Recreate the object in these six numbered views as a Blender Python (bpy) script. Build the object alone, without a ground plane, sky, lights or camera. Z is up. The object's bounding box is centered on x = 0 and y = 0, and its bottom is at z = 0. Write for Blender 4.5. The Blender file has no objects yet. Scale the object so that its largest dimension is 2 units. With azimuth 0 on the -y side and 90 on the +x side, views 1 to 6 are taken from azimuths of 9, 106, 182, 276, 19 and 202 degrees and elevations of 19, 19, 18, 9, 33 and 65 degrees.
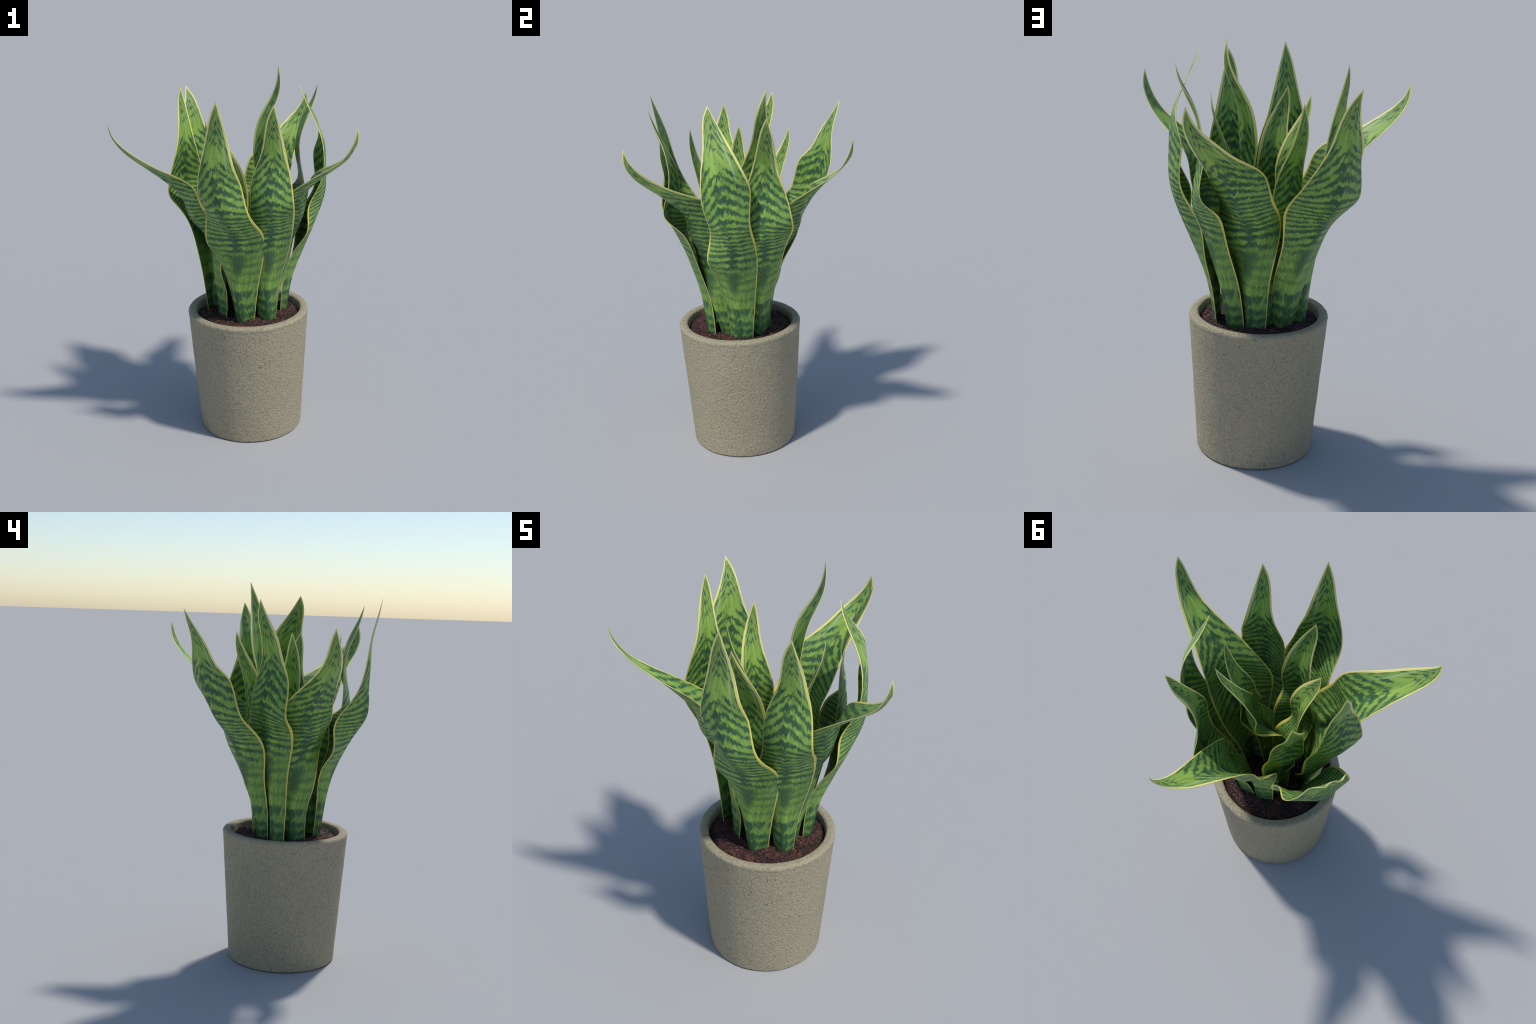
"""A snake plant (variegated sword-shaped leaves) in a tapered concrete pot.

One plant = an Empty that parents: pot, soil, bark_chips and fourteen leaves.
Every leaf is a lofted blade: a midrib and two margins given at eleven stations
from root to tip (millimetres, in the leaf's own frame: x = outward, y = to the
right seen from outside, z = up), splined along and bowed across, with thickness.
"""
import math
import bpy
import numpy as np
from mathutils import noise, Vector

rng = np.random.default_rng(7)

POT_X, POT_Y = 0.0226, -0.1168          # axis of the pot
SOIL_Z = 0.676                          # mean level of the soil

# ------------------------------------------------------------------ helpers


def new_mesh_object(name, verts, faces, parent, material, smooth=True):
    me = bpy.data.meshes.new(name)
    me.from_pydata([tuple(v) for v in verts], [], faces)
    me.update()
    if smooth:
        me.polygons.foreach_set("use_smooth", [True] * len(me.polygons))
    me.materials.append(material)
    ob = bpy.data.objects.new(name, me)
    bpy.context.scene.collection.objects.link(ob)
    ob.parent = parent
    return ob


def natural_spline(x, y, xq):
    """Natural cubic spline through y (n, k) at x, read at xq (linear beyond)."""
    n = len(x)
    h = np.diff(x)
    a = np.eye(n)
    rhs = np.zeros_like(y)
    for i in range(1, n - 1):
        a[i, i - 1], a[i, i], a[i, i + 1] = h[i - 1], 2 * (h[i - 1] + h[i]), h[i]
        rhs[i] = 6 * ((y[i + 1] - y[i]) / h[i] - (y[i] - y[i - 1]) / h[i - 1])
    m = np.linalg.solve(a, rhs)
    out = []
    for t in xq:
        i = min(max(int(np.searchsorted(x, t)) - 1, 0), n - 2)
        u, v = (x[i + 1] - t) / h[i], (t - x[i]) / h[i]
        if t < x[0]:
            slope = (y[1] - y[0]) / h[0] - h[0] * m[1] / 6
            out.append(y[0] + slope * (t - x[0]))
            continue
        out.append(u * y[i] + v * y[i + 1] + ((u**3 - u) * m[i] + (v**3 - v) * m[i + 1]) * h[i] ** 2 / 6)
    return np.array(out)


class Nodes:
    """Small helper to write node trees as expressions."""

    def __init__(self, name):
        self.mat = bpy.data.materials.new(name)
        self.mat.use_nodes = True
        self.t = self.mat.node_tree
        self.bsdf = self.t.nodes["Principled BSDF"]
        self.out = self.t.nodes["Material Output"]

    def put(self, sock, val):
        if isinstance(val, bpy.types.NodeSocket):
            self.t.links.new(val, sock)
        elif isinstance(val, (tuple, list)) and len(val) == 3 and sock.type == "RGBA":
            sock.default_value = (*val, 1)
        else:
            sock.default_value = val

    def node(self, kind, **ins):
        n = self.t.nodes.new(kind)
        for k, v in ins.items():
            self.put(n.inputs[k.replace("_", " ")], v)
        return n

    def math(self, op, a, b=0.0, c=None, clamp=False):
        n = self.t.nodes.new("ShaderNodeMath")
        n.operation, n.use_clamp = op, clamp
        self.put(n.inputs[0], a)
        self.put(n.inputs[1], b)
        if c is not None:
            self.put(n.inputs[2], c)
        return n.outputs[0]

    def add(self, a, b): return self.math("ADD", a, b)
    def sub(self, a, b): return self.math("SUBTRACT", a, b)
    def mul(self, a, b): return self.math("MULTIPLY", a, b)

    def step(self, x, lo, hi):
        """Smooth 0..1 as x goes lo..hi (hi may be below lo)."""
        n = self.t.nodes.new("ShaderNodeMapRange")
        n.interpolation_type = "SMOOTHSTEP"
        flip = hi < lo
        self.put(n.inputs[0], x)
        self.put(n.inputs[1], hi if flip else lo)
        self.put(n.inputs[2], lo if flip else hi)
        self.put(n.inputs[3], 1.0 if flip else 0.0)
        self.put(n.inputs[4], 0.0 if flip else 1.0)
        return n.outputs[0]

    def curve(self, x, pts):
        """Piecewise smooth function of x in 0..1 through pts."""
        n = self.t.nodes.new("ShaderNodeFloatCurve")
        c = n.mapping.curves[0]
        while len(c.points) < len(pts):
            c.points.new(0.5, 0.5)
        for p, (px, py) in zip(c.points, sorted(pts)):
            p.location = (px, py)
            p.handle_type = "AUTO_CLAMPED"
        n.mapping.update()
        self.put(n.inputs["Value"], x)
        return n.outputs[0]

    def xyz(self, x, y, z=0.0):
        return self.node("ShaderNodeCombineXYZ", X=x, Y=y, Z=z).outputs[0]

    def noise(self, vec, scale, detail=2.0, rough=0.5):
        n = self.node("ShaderNodeTexNoise", Vector=vec, Scale=scale, Detail=detail, Roughness=rough)
        return n.outputs["Fac"]

    def mix(self, f, a, b):
        n = self.t.nodes.new("ShaderNodeMix")
        n.data_type = "RGBA"
        self.put(n.inputs["Factor"], f)
        self.put(n.inputs["A"], a)
        self.put(n.inputs["B"], b)
        return n.outputs["Result"]

    def bump(self, h, strength, distance):
        n = self.node("ShaderNodeBump", Height=h, Strength=strength, Distance=distance)
        self.t.links.new(n.outputs[0], self.bsdf.inputs["Normal"])


# ---------------------------------------------------------------- materials


def leaf_material():
    k = Nodes("variegated_leaf")
    uv = k.node("ShaderNodeUVMap")
    uv.uv_map = "blade"
    sep = k.node("ShaderNodeSeparateXYZ", Vector=uv.outputs[0])
    u, s = sep.outputs[0], sep.outputs[1]           # across 0..1, root-to-tip 0..1
    uvm = k.node("ShaderNodeUVMap")
    uvm.uv_map = "margin"
    sm = k.node("ShaderNodeSeparateXYZ", Vector=uvm.outputs[0])
    edge_cm = sm.outputs[0]                         # distance from the margin, decimetres
    w = k.sub(k.mul(u, 2.0), 1.0)                   # -1 left .. 1 right
    aw = k.math("ABSOLUTE", w)

    # grain: long threads running up the blade make every band edge ragged
    threads = k.noise(k.xyz(k.mul(w, 22.0), k.mul(s, 26.0), 1.3), 1.0, 4.0, 0.72)
    fine = k.noise(k.xyz(k.mul(w, 56.0), k.mul(s, 95.0), 4.1), 1.0, 3.0, 0.65)
    sway = k.noise(k.xyz(k.mul(w, 2.4), k.mul(s, 11.0), 7.7), 1.0, 2.0, 0.5)
    blot = k.noise(k.xyz(k.mul(w, 3.2), k.mul(s, 22.0), 2.9), 1.0, 2.0, 0.55)

    # chevrons: nearly level over the shoulder, dropping to the margins higher up
    slope = k.mul(k.sub(k.curve(s, [(0, .20), (.12, .26), (.25, .36), (.40, .38), (.46, .43), (.53, .62), (.60, .80), (.70, .84), (.80, .90), (.90, .97), (1, .97)]), 0.20), 0.18)
    pos = k.add(s, k.mul(slope, k.math("ABSOLUTE", k.sub(aw, 0.13))))
    loose = k.curve(s, [(0, .8), (.25, .8), (.34, .38), (.46, .38), (.56, .85), (.70, 1), (1, 1)])
    pos = k.add(pos, k.mul(k.mul(k.sub(sway, 0.5), 0.050), loose))
    pos = k.add(pos, k.mul(k.mul(k.sub(threads, 0.5), 0.062), loose))
    # heights of the dark bands: close-set over the shoulder, far apart at the tip
    bands = [0.0, .026, .052, .090, .249, .282, .317, .350, .372, .395, .417, .440, .462, .487, .518, .560, .608, .652, .700, .757, .808, .856, .900, .950, 1.0]
    turns = k.mul(k.curve(pos, [(p, i / 24) for i, p in enumerate(bands)]), 24.0)
    wave = k.math("COSINE", k.mul(turns, 2 * math.pi))
    # how much of each band is dark, station by station
    bias = k.curve(s, [(0, .60), (.06, .51), (.088, .42), (.11, .33), (.13, .24), (.23, .26), (.26, .38), (.30, .50), (.36, .50), (.50, .47), (.60, .49), (.70, .50), (.735, .28), (.80, .38), (.86, .43), (.93, .34), (1, .20)])
    level = k.add(k.mul(wave, 0.32), k.mul(k.sub(bias, 0.5), 1.7))
    level = k.add(level, k.mul(k.mul(k.sub(blot, 0.5), 1.7), k.curve(s, [(0, .75), (.35, .65), (.50, .75), (.62, 1), (1, 1)])))
    level = k.add(level, k.mul(k.sub(threads, 0.5), 0.55))
    level = k.add(level, k.mul(k.sub(fine, 0.5), 0.65))
    # dark heart on the midrib above the root, an arrow below it, a dusky spine
    ragged = k.add(k.mul(k.sub(threads, 0.5), 0.5), k.mul(k.sub(fine, 0.5), 0.5))
    heart = k.mul(k.step(k.sub(k.add(aw, ragged), k.mul(k.step(s, 0.12, 0.24), 0.18)), 0.20, 0.0), k.mul(k.step(k.add(s, k.mul(ragged, 0.06)), 0.120, 0.185), k.step(k.add(s, k.mul(ragged, 0.04)), 0.275, 0.245)))
    arrow = k.step(k.add(k.mul(aw, 0.13), s), 0.118, 0.085)
    spine = k.mul(k.step(aw, 0.34, 0.02), k.mul(k.step(s, 0.26, 0.32), k.step(s, 0.74, 0.58)))
    level = k.add(level, k.mul(k.mul(arrow, k.step(aw, 0.45, 0.05)), 0.30))
    level = k.add(level, k.mul(spine, 0.28))
    eye = k.mul(k.step(k.math("ABSOLUTE", k.sub(s, 0.852)), 0.020, 0.004), k.step(aw, 0.20, 0.04))
    level = k.add(level, k.mul(eye, 0.45))
    faint = k.noise(k.xyz(k.mul(w, 4.0), k.mul(s, 30.0), 8.8), 1.0, 2.0, 0.6)
    dark = k.mul(k.step(level, -0.14, 0.18), k.add(0.74, k.mul(k.step(faint, 0.32, 0.55), 0.26)))
    dark = k.math("MAXIMUM", dark, k.mul(heart, k.add(0.66, k.mul(k.step(fine, 0.62, 0.42), 0.28))))
    # the pale zone above the root still carries soft, broken cross bands
    soft = k.math("COSINE", k.mul(k.add(s, k.add(k.mul(k.sub(sway, 0.5), 0.035), k.mul(k.sub(threads, 0.5), 0.045))), 2 * math.pi / 0.034))
    soft = k.step(k.add(soft, k.add(k.mul(k.sub(fine, 0.5), 3.0), k.mul(k.sub(blot, 0.5), 2.5))), -0.1, 1.0)
    soft = k.mul(soft, k.mul(k.step(s, 0.100, 0.125), k.step(s, 0.31, 0.28)))
    dark = k.math("MAXIMUM", dark, k.mul(soft, 0.52))

    speck = k.noise(k.xyz(k.mul(w, 30.0), k.mul(s, 55.0), 9.2), 1.0, 2.0, 0.6)
    patch = k.noise(k.xyz(k.mul(w, 5.0), k.mul(s, 9.0), 0.4), 1.0, 3.0, 0.6)
    light = k.mix(k.step(patch, 0.35, 0.68), (0.185, 0.330, 0.058), (0.315, 0.490, 0.085))
    light = k.mix(k.mul(k.step(aw, 0.35, 1.0), 0.55), light, (0.165, 0.295, 0.080))
    light = k.mix(k.mul(k.step(s, 0.70, 1.0), 0.60), light, (0.260, 0.330, 0.105))
    light = k.mix(k.mul(k.step(s, 0.13, 0.02), 0.50), light, (0.105, 0.235, 0.065))
    dashes = k.mul(k.step(speck, 0.50, 0.64), k.curve(s, [(0, .6), (.12, .7), (.25, .7), (.33, .40), (.6, .35), (.75, .15), (1, .15)]))
    light = k.mix(dashes, light, (0.070, 0.175, 0.055))
    deep = k.mix(k.noise(k.xyz(k.mul(w, 30.0), k.mul(s, 14.0), 6.4), 1.0, 3.0, 0.6), (0.020, 0.068, 0.038), (0.060, 0.150, 0.060))
    col = k.mix(dark, light, deep)
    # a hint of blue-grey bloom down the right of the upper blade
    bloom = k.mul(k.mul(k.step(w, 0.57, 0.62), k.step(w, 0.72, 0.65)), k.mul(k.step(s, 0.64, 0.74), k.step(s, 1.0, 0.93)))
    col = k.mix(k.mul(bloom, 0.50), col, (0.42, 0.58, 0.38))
    col = k.mix(k.mul(k.step(k.math("ABSOLUTE", k.add(w, 0.01)), 0.03, 0.0), k.mul(k.step(s, 0.72, 0.76), k.mul(k.step(s, 0.86, 0.80), 0.45))), col, (0.27, 0.43, 0.20))

    # yellow margin, broad at the shoulder and along the upper right
    wide_l = k.curve(s, [(0, .22), (.15, .30), (.30, .52), (.38, .80), (.46, .50), (.60, .42), (.74, .52), (.84, .55), (1, .40)])
    wide_r = k.curve(s, [(0, .26), (.15, .36), (.30, .62), (.40, .95), (.48, .60), (.60, .48), (.70, .95), (.80, .95), (.90, .62), (1, .40)])
    right = k.step(w, -0.05, 0.05)
    wide = k.mul(k.add(k.mul(wide_r, right), k.mul(wide_l, k.sub(1.0, right))), 0.135)
    wob = k.add(edge_cm, k.mul(k.sub(k.noise(k.xyz(k.mul(w, 3.0), k.mul(s, 26.0), 3.3), 1.0, 2.0, 0.5), 0.5), 0.035))
    margin = k.step(k.sub(wob, wide), 0.018, -0.012)
    cream = k.step(s, 0.55, 0.75)
    yellow = k.mix(k.noise(k.xyz(k.mul(w, 3.0), k.mul(s, 40.0), 5.0), 1.0, 3.0, 0.6), (0.58, 0.50, 0.075), (0.76, 0.66, 0.16))
    yellow = k.mix(cream, yellow, (0.82, 0.75, 0.26))
    col = k.mix(margin, col, yellow)
    k.put(k.bsdf.inputs["Base Color"], col)
    k.put(k.bsdf.inputs["Roughness"], k.add(0.46, k.mul(fine, 0.14)))
    k.bsdf.inputs["Specular IOR Level"].default_value = 0.30
    k.bump(k.add(k.mul(threads, 0.6), k.mul(dark, -0.25)), 0.12, 0.004)
    return k.mat


def pot_material():
    k = Nodes("sanded_concrete")
    obj = k.node("ShaderNodeTexCoord").outputs["Object"]
    grain = k.noise(obj, 92.0, 3.0, 0.60)
    sand = k.noise(obj, 240.0, 2.0, 0.6)
    pits = k.noise(obj, 70.0, 1.0, 0.5)
    cloud = k.noise(obj, 4.5, 3.0, 0.55)
    tint = k.noise(obj, 9.0, 2.0, 0.5)
    col = k.mix(cloud, (0.370, 0.322, 0.212), (0.470, 0.395, 0.275))
    col = k.mix(k.mul(k.step(tint, 0.45, 0.65), 0.35), col, (0.360, 0.335, 0.225))
    col = k.mix(k.mul(k.step(grain, 0.50, 0.32), 0.55), col, (0.225, 0.198, 0.132))
    col = k.mix(k.mul(k.step(grain, 0.54, 0.70), 0.45), col, (0.540, 0.485, 0.360))
    col = k.mix(k.mul(k.step(sand, 0.50, 0.30), 0.25), col, (0.260, 0.230, 0.160))
    col = k.mix(k.mul(k.step(pits, 0.27, 0.18), 0.45), col, (0.130, 0.112, 0.075))
    k.put(k.bsdf.inputs["Base Color"], col)
    k.bsdf.inputs["Roughness"].default_value = 0.85
    k.bsdf.inputs["Specular IOR Level"].default_value = 0.25
    k.bump(k.sub(k.add(grain, k.mul(sand, 0.3)), k.mul(k.step(pits, 0.31, 0.20), 0.8)), 0.80, 0.011)
    return k.mat


def soil_material():
    k = Nodes("bark_compost")
    obj = k.node("ShaderNodeTexCoord").outputs["Object"]
    warp = k.node("ShaderNodeTexNoise", Vector=obj, Scale=9.0, Detail=2.0)
    vm = k.t.nodes.new("ShaderNodeVectorMath")
    vm.operation = "MULTIPLY_ADD"
    k.put(vm.inputs[0], warp.outputs["Color"])
    vm.inputs[1].default_value = (0.16, 0.16, 0.16)
    k.put(vm.inputs[2], obj)
    mp = k.node("ShaderNodeMapping", Vector=vm.outputs[0])
    mp.inputs["Scale"].default_value = (34.0, 78.0, 60.0)
    mp.inputs["Rotation"].default_value = (0.0, 0.0, 0.6)
    fibre = k.noise(mp.outputs[0], 1.0, 4.0, 0.62)
    lump = k.noise(obj, 13.0, 3.0, 0.6)
    col = k.mix(k.step(fibre, 0.36, 0.66), (0.011, 0.009, 0.010), (0.135, 0.052, 0.040))
    col = k.mix(k.mul(k.step(lump, 0.60, 0.36), 0.75), col, (0.018, 0.015, 0.014))
    col = k.mix(k.mul(k.step(fibre, 0.64, 0.76), k.step(lump, 0.42, 0.60)), col, (0.300, 0.120, 0.075))
    k.put(k.bsdf.inputs["Base Color"], col)
    k.bsdf.inputs["Roughness"].default_value = 0.8
    k.bsdf.inputs["Specular IOR Level"].default_value = 0.3
    k.bump(fibre, 0.8, 0.010)
    return k.mat


def chip_material():
    k = Nodes("bark_chip")
    geo = k.node("ShaderNodeNewGeometry")
    rnd = geo.outputs["Random Per Island"]
    r = k.node("ShaderNodeValToRGB", Fac=rnd)
    ramp = r.color_ramp
    stops = [(0.0, (0.020, 0.014, 0.012)), (0.45, (0.060, 0.030, 0.023)), (0.75, (0.150, 0.056, 0.042)), (0.96, (0.300, 0.115, 0.080)), (1.0, (0.44, 0.22, 0.13))]
    while len(ramp.elements) < len(stops):
        ramp.elements.new(0.5)
    for e, (p, c) in zip(ramp.elements, stops):
        e.position, e.color = p, (*c, 1)
    k.put(k.bsdf.inputs["Base Color"], r.outputs[0])
    k.bsdf.inputs["Roughness"].default_value = 0.7
    return k.mat


LEAF, POT, SOIL, CHIP = leaf_material(), pot_material(), soil_material(), chip_material()

# -------------------------------------------------------------------- plant

plant = bpy.data.objects.new("snake_plant", None)
bpy.context.scene.collection.objects.link(plant)
plant["label"] = "snake plant with wavy yellow-edged banded leaves in a concrete pot"
plant["category"] = "potted plant"


def build_pot():
    """Lathe a tapered pot: rounded foot, straight wall, rounded rim, inner wall."""
    r_foot, r_rim, z_rim, wall = 0.2842, 0.3325, 0.7020, 0.046
    taper = (r_rim - r_foot) / z_rim
    prof = [(0.0, 0.004), (0.16, 0.003), (0.238, 0.0)]
    fr = 0.008
    for a in np.linspace(0, math.pi / 2, 9):
        prof.append((r_foot + taper * fr - fr + fr * math.sin(a), fr * (1 - math.cos(a))))
    rr = 0.017
    for z in np.linspace(fr + 0.02, z_rim - rr - 0.006, 60):
        prof.append((r_foot + taper * z, z))
    for a in np.linspace(0, math.pi / 2, 8):
        prof.append((r_rim - rr + rr * math.cos(a), z_rim - rr + rr * math.sin(a)))
    ri = 0.014
    for a in np.linspace(0.15, math.pi / 2, 7):
        prof.append((r_rim - wall + ri - ri * math.sin(a), z_rim - ri + ri * math.cos(a)))
    for z in np.linspace(z_rim - ri - 0.012, 0.56, 10):
        prof.append((r_rim - wall - 0.05 * (z_rim - ri - z), z))
    prof.append((0.0, 0.555))
    n = 220
    verts, faces = [], []
    for r, z in prof:
        for j in range(n):
            t = 2 * math.pi * j / n
            p = Vector((r * math.cos(t), r * math.sin(t), z))
            d = 0.0
            if r > 0.2:
                d = 0.0016 * noise.noise(p * 55) + 0.0012 * noise.noise(p * 9)
            verts.append(((r + d) * math.cos(t), (r + d) * math.sin(t), max(z + (0.6 * d if z > 0.6 else 0.0), 0.0)))
    for i in range(len(prof) - 1):
        for j in range(n):
            a, b = i * n + j, i * n + (j + 1) % n
            faces.append((a, b, b + n, a + n))
    ob = new_mesh_object("pot", verts, faces, plant, POT)
    ob.location = (POT_X, POT_Y, 0)
    return ob


def soil_height(x, y):
    """Lumpy compost, in pot coordinates, sinking a little at the wall."""
    r = math.hypot(x, y)
    h = SOIL_Z + 0.014 * noise.noise(Vector((x * 9, y * 9, 3.1))) + 0.009 * noise.noise(Vector((x * 24, y * 24, 8.7)))
    h += 0.003 * noise.noise(Vector((x * 70, y * 70, 1.9)))
    return h - 0.022 * max(0.0, (r - 0.235) / 0.05) ** 2


def build_soil():
    rings, n = 90, 200
    verts, faces = [(0, 0, soil_height(0, 0))], []
    for i in range(1, rings + 1):
        r = 0.2885 * i / rings
        for j in range(n):
            t = 2 * math.pi * j / n
            x, y = r * math.cos(t), r * math.sin(t)
            verts.append((x, y, soil_height(x, y)))
    for j in range(n):
        faces.append((0, 1 + j, 1 + (j + 1) % n))
    for i in range(rings - 1):
        for j in range(n):
            a, b = 1 + i * n + j, 1 + i * n + (j + 1) % n
            faces.append((a, a + n, b + n, b))
    ob = new_mesh_object("soil", verts, faces, plant, SOIL)
    ob.location = (POT_X, POT_Y, 0)


def build_chips(count=1500):
    """Shreds of bark lying flat on the compost, each a small bent wedge."""
    verts, faces = [], []
    for _ in range(count):
        r, t = 0.272 * math.sqrt(rng.random()), rng.random() * 2 * math.pi
        x, y = r * math.cos(t), r * math.sin(t)
        ln, wd, th = rng.uniform(0.005, 0.017), rng.uniform(0.0015, 0.0042), rng.uniform(0.0008, 0.0022)
        a, tilt = rng.normal(0.6, 0.9), rng.normal(0, 0.25)
        z = soil_height(x, y) + 0.0006
        k = len(verts)
        for sx, sy, sz in ((-1, -.5, 0), (-1, .5, 0), (0, 1, .2), (1, .4, 0), (1, -.4, 0), (0, -1, .2)):
            for top in (0, 1):
                px, py = sx * ln / 2, sy * wd / 2
                verts.append((x + px * math.cos(a) - py * math.sin(a), y + px * math.sin(a) + py * math.cos(a), z + px * tilt + (top * 1.4 - .4) * th + sz * th))
        faces.append(tuple(k + 2 * i + 1 for i in range(6)))
        faces.append(tuple(k + 2 * i for i in reversed(range(6))))
        for i in range(6):
            j = (i + 1) % 6
            faces.append((k + 2 * i, k + 2 * j, k + 2 * j + 1, k + 2 * i + 1))
    ob = new_mesh_object("bark_chips", verts, faces, plant, CHIP, smooth=False)
    ob.location = (POT_X, POT_Y, 0)
    ob["kind"] = "stuff"


N_ALONG, N_ACROSS, ROOT = 96, 28, -0.035


def leaf_shape(name, left_edge, midrib, right_edge, stands):
    """Loft one blade and stand copies of it at (x, y, turn) in the compost."""
    st = np.linspace(0, 1, len(midrib))
    s = np.concatenate([np.linspace(ROOT, 0, 4)[:-1], 1 - (1 - np.linspace(0, 1, N_ALONG)) ** 1.25])
    s = np.clip(s, ROOT, 0.9985)
    rows = [natural_spline(st, np.array(r, float) / 1000, s) for r in (left_edge, midrib, right_edge)]
    lft, mid, rgt = rows
    w = np.sin(np.linspace(-1, 1, N_ACROSS + 1) * math.pi / 2) * 0.6 + np.linspace(-1, 1, N_ACROSS + 1) * 0.4
    q = w[None, :, None]
    keel = 1 - np.abs(q) ** 1.4                     # channelled cross-section
    grid = lft[:, None] * (1 - q - keel) / 2 + mid[:, None] * keel + rgt[:, None] * (1 + q - keel) / 2
    # surface normals of the sheet, outward (convex) side positive
    du, dv = np.gradient(grid, axis=0), np.gradient(grid, axis=1)
    nrm = np.cross(dv, du)
    nrm /= np.linalg.norm(nrm, axis=2, keepdims=True) + 1e-12
    cell = np.linalg.norm(np.diff(grid, axis=1), axis=2)
    across = np.concatenate([np.zeros((len(s), 1)), np.cumsum(cell, axis=1)], axis=1)
    edge = np.minimum(across, across[:, -1:] - across)
    # fleshy blade: thick along the middle, thin rounded margins
    half = 0.0008 + 0.0020 * np.clip(edge / 0.030, 0, 1) ** 0.6
    half *= (0.35 + 0.65 * np.clip((1 - s) / 0.12, 0, 1))[:, None]
    outer, inner = grid + nrm * half[..., None], grid - nrm * half[..., None]
    m, n = grid.shape[:2]
    verts = np.concatenate([outer.reshape(-1, 3), inner.reshape(-1, 3)])
    faces, o = [], m * n
    for i in range(m - 1):
        for j in range(n - 1):
            a = i * n + j
            faces.append((a, a + 1, a + n + 1, a + n))
            faces.append((o + a, o + a + n, o + a + n + 1, o + a + 1))
        a, b = i * n, i * n + n - 1
        faces.append((a, a + n, o + a + n, o + a))
        faces.append((b, o + b, o + b + n, b + n))
    for j in range(n - 1):
        a = (m - 1) * n + j
        faces.append((a, a + 1, o + a + 1, o + a))
    first = None
    for x, y, turn in stands:
        if first is None:
            ob = first = new_mesh_object("leaf", verts, faces, plant, LEAF)
            loops = np.empty(len(ob.data.loops), np.int32)
            ob.data.loops.foreach_get("vertex_index", loops)
            uu = np.tile(np.repeat(((w + 1) / 2)[None], m, 0).reshape(-1), 2)
            ss = np.tile(np.repeat(s[:, None], n, 1).reshape(-1), 2)
            ee = np.tile(edge.reshape(-1), 2) * 10
            blade = ob.data.uv_layers.new(name="blade")
            blade.data.foreach_set("uv", np.stack([uu[loops], np.clip(ss[loops], 0, 1)], -1).astype(np.float32).ravel())
            margin = ob.data.uv_layers.new(name="margin")
            margin.data.foreach_set("uv", np.stack([ee[loops], ss[loops]], -1).astype(np.float32).ravel())
        else:
            ob = first.copy()
            bpy.context.scene.collection.objects.link(ob)
            ob.parent = plant
        ob.location = (x, y, 0.680)
        ob.rotation_euler = (0, 0, math.radians(turn))


build_pot()
build_soil()
build_chips()

# The leaves. "arching" blades lean far out, "inner" ones are short and stand in
# the middle, the rest are single leaves with their own lean and twist.
leaf_shape(
    "arching",
    left_edge=[(0, -50, -16), (41, -93, 170), (66, -118, 329), (142, -153, 426), (123, -160, 578), (185, -118, 666), (297, -30, 767), (408, 54, 856), (503, 110, 939), (555, 135, 1028), (559, 160, 1098)],
    midrib=[(53, -23, -17), (63, -20, 162), (76, -6, 306), (93, 21, 445), (170, 54, 557), (205, 50, 651), (260, 86, 744), (374, 114, 842), (469, 155, 929), (540, 161, 1020), (559, 160, 1098)],
    right_edge=[(0, 50, -12), (-4, 57, 156), (16, 92, 300), (-9, 116, 501), (65, 160, 626), (107, 166, 703), (157, 176, 786), (296, 190, 858), (420, 199, 932), (520, 187, 1014), (559, 160, 1098)],
    stands=[(-0.082, -0.178, -177.5)],
)
leaf_shape(
    "inner",
    left_edge=[(0, -43, -13), (56, -60, 166), (130, -44, 313), (175, -23, 418), (170, -32, 512), (160, -6, 587), (159, 5, 677), (167, 38, 785), (188, 77, 882), (212, 100, 981), (209, 119, 1065)],
    midrib=[(52, 0, -17), (63, 12, 158), (84, 35, 308), (100, 51, 423), (120, 59, 506), (134, 80, 575), (124, 83, 676), (131, 97, 782), (158, 118, 881), (194, 124, 979), (209, 119, 1065)],
    right_edge=[(0, 43, -14), (0, 50, 162), (-2, 63, 315), (-1, 77, 439), (30, 107, 517), (63, 134, 569), (55, 132, 676), (70, 136, 787), (113, 146, 886), (169, 141, 980), (209, 119, 1065)],
    stands=[(-0.023, -0.052, 93.0), (0.049, -0.046, 170.9), (0.026, -0.147, -141.0), (0.039, -0.106, -39.0)],
)
leaf_shape(
    "tallest",
    left_edge=[(0, -48, -9), (48, -60, 207), (135, -48, 391), (201, -7, 526), (192, 31, 639), (184, 74, 737), (192, 125, 835), (207, 176, 945), (238, 221, 1063), (290, 247, 1192), (292, 302, 1318)],
    midrib=[(56, 0, -13), (71, 22, 190), (111, 60, 364), (147, 110, 500), (173, 145, 612), (200, 172, 705), (195, 205, 815), (196, 243, 925), (224, 271, 1054), (284, 277, 1188), (292, 302, 1318)],
    right_edge=[(0, 48, -9), (5, 79, 191), (19, 127, 365), (32, 170, 510), (86, 225, 612), (148, 259, 683), (143, 268, 800), (149, 296, 914), (190, 311, 1052), (267, 300, 1188), (292, 302, 1318)],
    stands=[(-0.012, -0.245, 16.6)],
)
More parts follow.
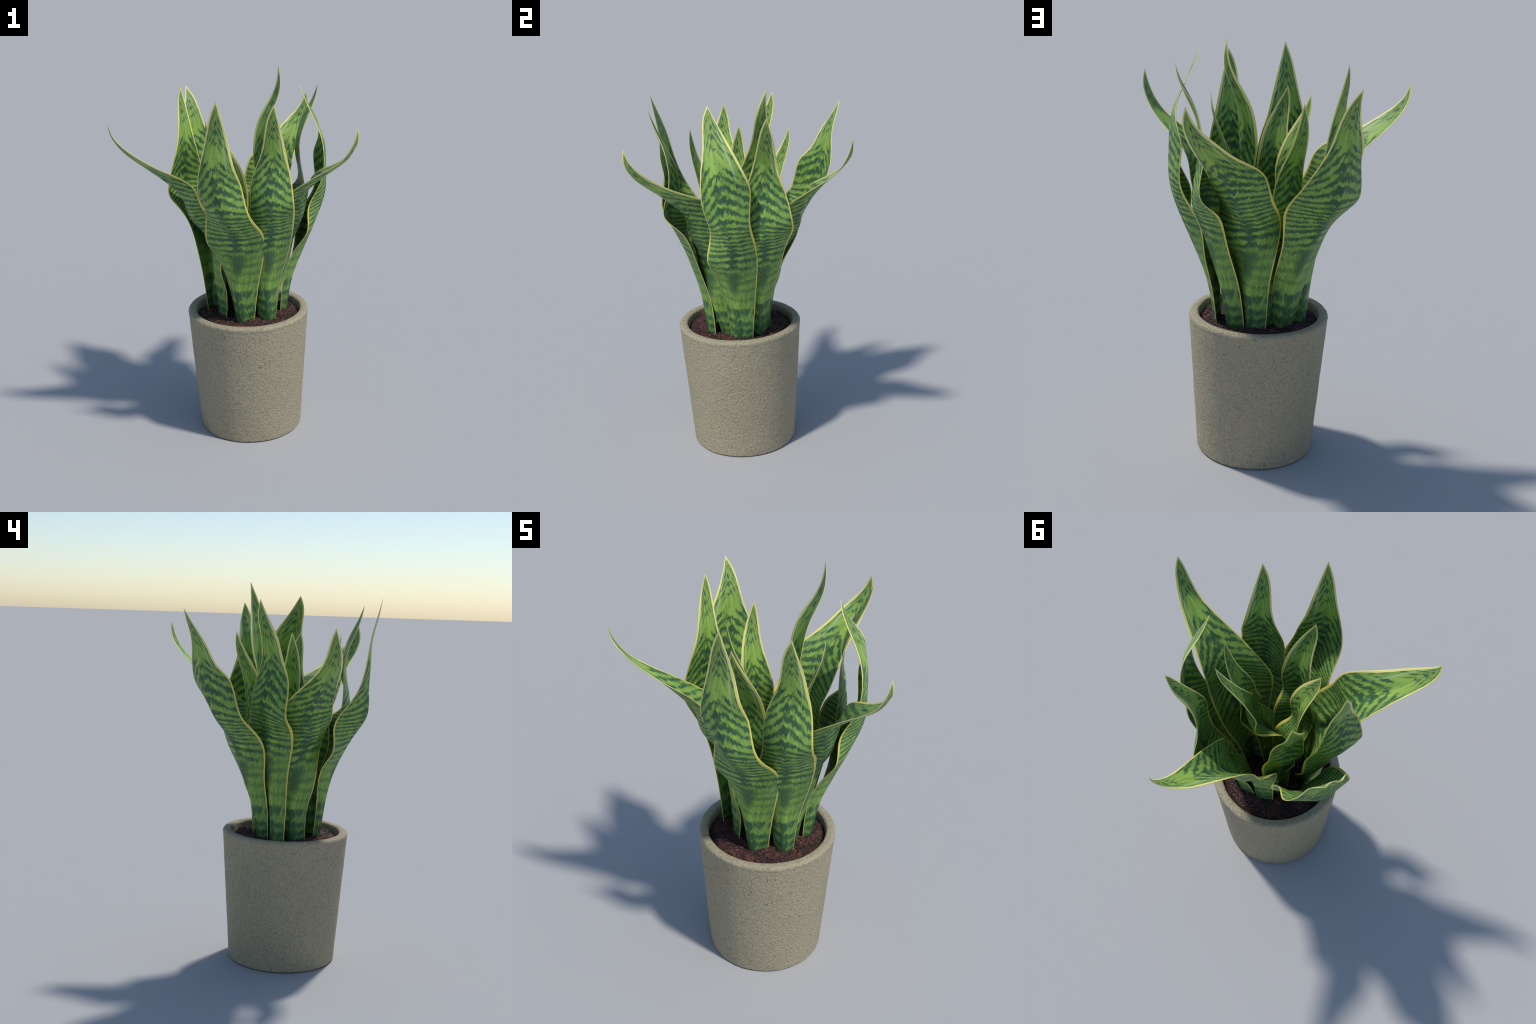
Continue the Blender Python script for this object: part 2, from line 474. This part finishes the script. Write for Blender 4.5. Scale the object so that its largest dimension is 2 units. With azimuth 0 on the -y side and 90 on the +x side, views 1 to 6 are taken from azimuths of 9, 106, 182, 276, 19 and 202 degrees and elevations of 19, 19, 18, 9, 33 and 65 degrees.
leaf_shape(
    "broad",
    left_edge=[(0, -47, -8), (12, -80, 189), (26, -135, 365), (80, -186, 471), (79, -186, 582), (115, -189, 670), (189, -206, 780), (229, -184, 919), (250, -152, 1043), (282, -123, 1155), (304, -85, 1247)],
    midrib=[(35, -24, -14), (58, -33, 183), (94, -28, 335), (149, -24, 459), (204, -45, 560), (252, -82, 663), (252, -100, 793), (255, -118, 912), (258, -103, 1032), (284, -95, 1146), (304, -85, 1247)],
    right_edge=[(0, 47, -10), (27, 73, 188), (64, 102, 337), (115, 120, 496), (199, 85, 599), (238, 44, 693), (225, 17, 808), (249, -12, 904), (256, -35, 1020), (280, -60, 1138), (304, -85, 1247)],
    stands=[(0.031, -0.263, -85.9)],
)
leaf_shape(
    "upright",
    left_edge=[(0, -46, 0), (19, -70, 190), (64, -112, 352), (115, -139, 473), (124, -117, 580), (145, -105, 686), (150, -96, 811), (170, -53, 935), (220, -38, 1050), (257, -27, 1144), (281, 2, 1213)],
    midrib=[(42, -3, -12), (62, -2, 182), (99, -1, 341), (142, -4, 470), (186, -7, 573), (215, -12, 684), (196, -5, 816), (194, 5, 933), (225, 6, 1040), (258, 2, 1131), (281, 2, 1213)],
    right_edge=[(0, 46, -14), (16, 68, 188), (56, 103, 351), (95, 126, 493), (150, 126, 602), (230, 108, 685), (200, 101, 816), (195, 80, 931), (215, 56, 1035), (251, 30, 1121), (281, 2, 1213)],
    stands=[(0.142, -0.217, -71.3)],
)
leaf_shape(
    "narrow",
    left_edge=[(0, -49, 3), (28, -80, 200), (78, -124, 361), (128, -154, 473), (139, -132, 573), (151, -120, 675), (156, -111, 804), (186, -84, 937), (246, -79, 1052), (294, -76, 1146), (322, -55, 1211)],
    midrib=[(55, -10, -9), (88, -19, 187), (141, -21, 344), (180, -27, 470), (221, -51, 565), (226, -54, 671), (204, -48, 804), (213, -35, 931), (244, -37, 1041), (295, -43, 1131), (322, -55, 1211)],
    right_edge=[(0, 49, -2), (43, 62, 199), (108, 83, 358), (158, 99, 492), (213, 114, 588), (282, 89, 664), (256, 70, 802), (242, 39, 916), (262, 14, 1023), (304, -19, 1111), (322, -55, 1211)],
    stands=[(0.109, 0.014, 40.5)],
)
leaf_shape(
    "twisting",
    left_edge=[(0, -47, -15), (35, -76, 200), (108, -87, 386), (170, -72, 519), (162, -62, 632), (173, -24, 724), (165, 6, 817), (150, 36, 933), (168, 55, 1046), (192, 69, 1145), (190, 90, 1221)],
    midrib=[(55, 1, -14), (62, 5, 191), (93, 22, 368), (123, 57, 501), (145, 78, 604), (165, 105, 698), (142, 109, 819), (132, 95, 936), (149, 97, 1042), (179, 96, 1139), (190, 90, 1221)],
    right_edge=[(0, 47, -10), (3, 67, 192), (10, 95, 370), (9, 132, 510), (45, 183, 604), (91, 215, 674), (72, 193, 812), (89, 157, 933), (114, 136, 1042), (158, 117, 1137), (190, 90, 1221)],
    stands=[(-0.161, -0.105, 119.9)],
)
leaf_shape(
    "leaning",
    left_edge=[(0, -51, -20), (58, -60, 189), (154, -46, 363), (223, -41, 491), (254, -43, 606), (291, 1, 693), (379, 37, 779), (409, 103, 900), (415, 143, 1016), (438, 178, 1104), (453, 224, 1167)],
    midrib=[(52, 0, -22), (88, 25, 172), (136, 58, 333), (173, 109, 462), (231, 137, 559), (295, 174, 649), (343, 187, 784), (366, 185, 902), (385, 192, 1004), (420, 203, 1090), (453, 224, 1167)],
    right_edge=[(0, 51, -7), (11, 90, 178), (32, 139, 335), (41, 197, 488), (105, 268, 594), (173, 299, 680), (215, 283, 818), (285, 275, 899), (338, 251, 993), (395, 231, 1078), (453, 224, 1167)],
    stands=[(-0.094, -0.034, 98.9)],
)
leaf_shape(
    "curling",
    left_edge=[(0, -61, -9), (22, -79, 187), (90, -100, 367), (161, -108, 477), (161, -87, 588), (199, -77, 683), (243, -85, 797), (241, -82, 947), (200, -80, 1068), (153, -94, 1178), (124, -76, 1254)],
    midrib=[(25, -11, -8), (57, -3, 178), (114, 9, 334), (164, 31, 460), (210, 41, 577), (239, 27, 690), (242, 13, 819), (236, 0, 948), (199, -27, 1060), (154, -55, 1168), (124, -76, 1254)],
    right_edge=[(0, 61, -4), (21, 87, 182), (51, 115, 340), (70, 132, 487), (135, 140, 608), (166, 136, 712), (157, 143, 845), (184, 127, 939), (187, 70, 1050), (148, -9, 1152), (124, -76, 1254)],
    stands=[(0.206, -0.048, -4.1)],
)
leaf_shape(
    "sweeping",
    left_edge=[(0, -46, -26), (53, -93, 146), (91, -129, 305), (125, -167, 443), (122, -167, 591), (185, -133, 678), (300, -74, 767), (416, -10, 853), (520, 29, 931), (584, 44, 1021), (591, 67, 1100)],
    midrib=[(55, -13, -31), (93, -20, 133), (131, -11, 277), (154, 20, 431), (218, 21, 568), (228, 15, 664), (285, 37, 746), (405, 57, 843), (509, 81, 927), (573, 71, 1021), (591, 67, 1100)],
    right_edge=[(0, 46, -10), (27, 62, 145), (55, 96, 275), (65, 140, 462), (125, 157, 604), (153, 158, 694), (203, 157, 788), (359, 144, 868), (480, 126, 941), (565, 99, 1020), (591, 67, 1100)],
    stands=[(0.142, -0.117, -40.8)],
)
leaf_shape(
    "spreading",
    left_edge=[(0, -48, -11), (36, -84, 178), (62, -107, 342), (131, -139, 450), (139, -134, 589), (204, -118, 667), (314, -77, 765), (435, -33, 851), (538, -3, 931), (600, 9, 1022), (612, 33, 1099)],
    midrib=[(53, -20, -13), (69, -13, 165), (100, 3, 310), (134, 36, 448), (218, 46, 563), (254, 28, 652), (315, 40, 743), (420, 32, 845), (519, 47, 933), (594, 37, 1019), (612, 33, 1099)],
    right_edge=[(0, 48, -7), (9, 60, 164), (45, 99, 303), (36, 129, 505), (129, 157, 629), (174, 152, 708), (232, 146, 793), (375, 122, 868), (494, 103, 941), (582, 66, 1019), (612, 33, 1099)],
    stands=[(0.019, 0.021, 60.9)],
)
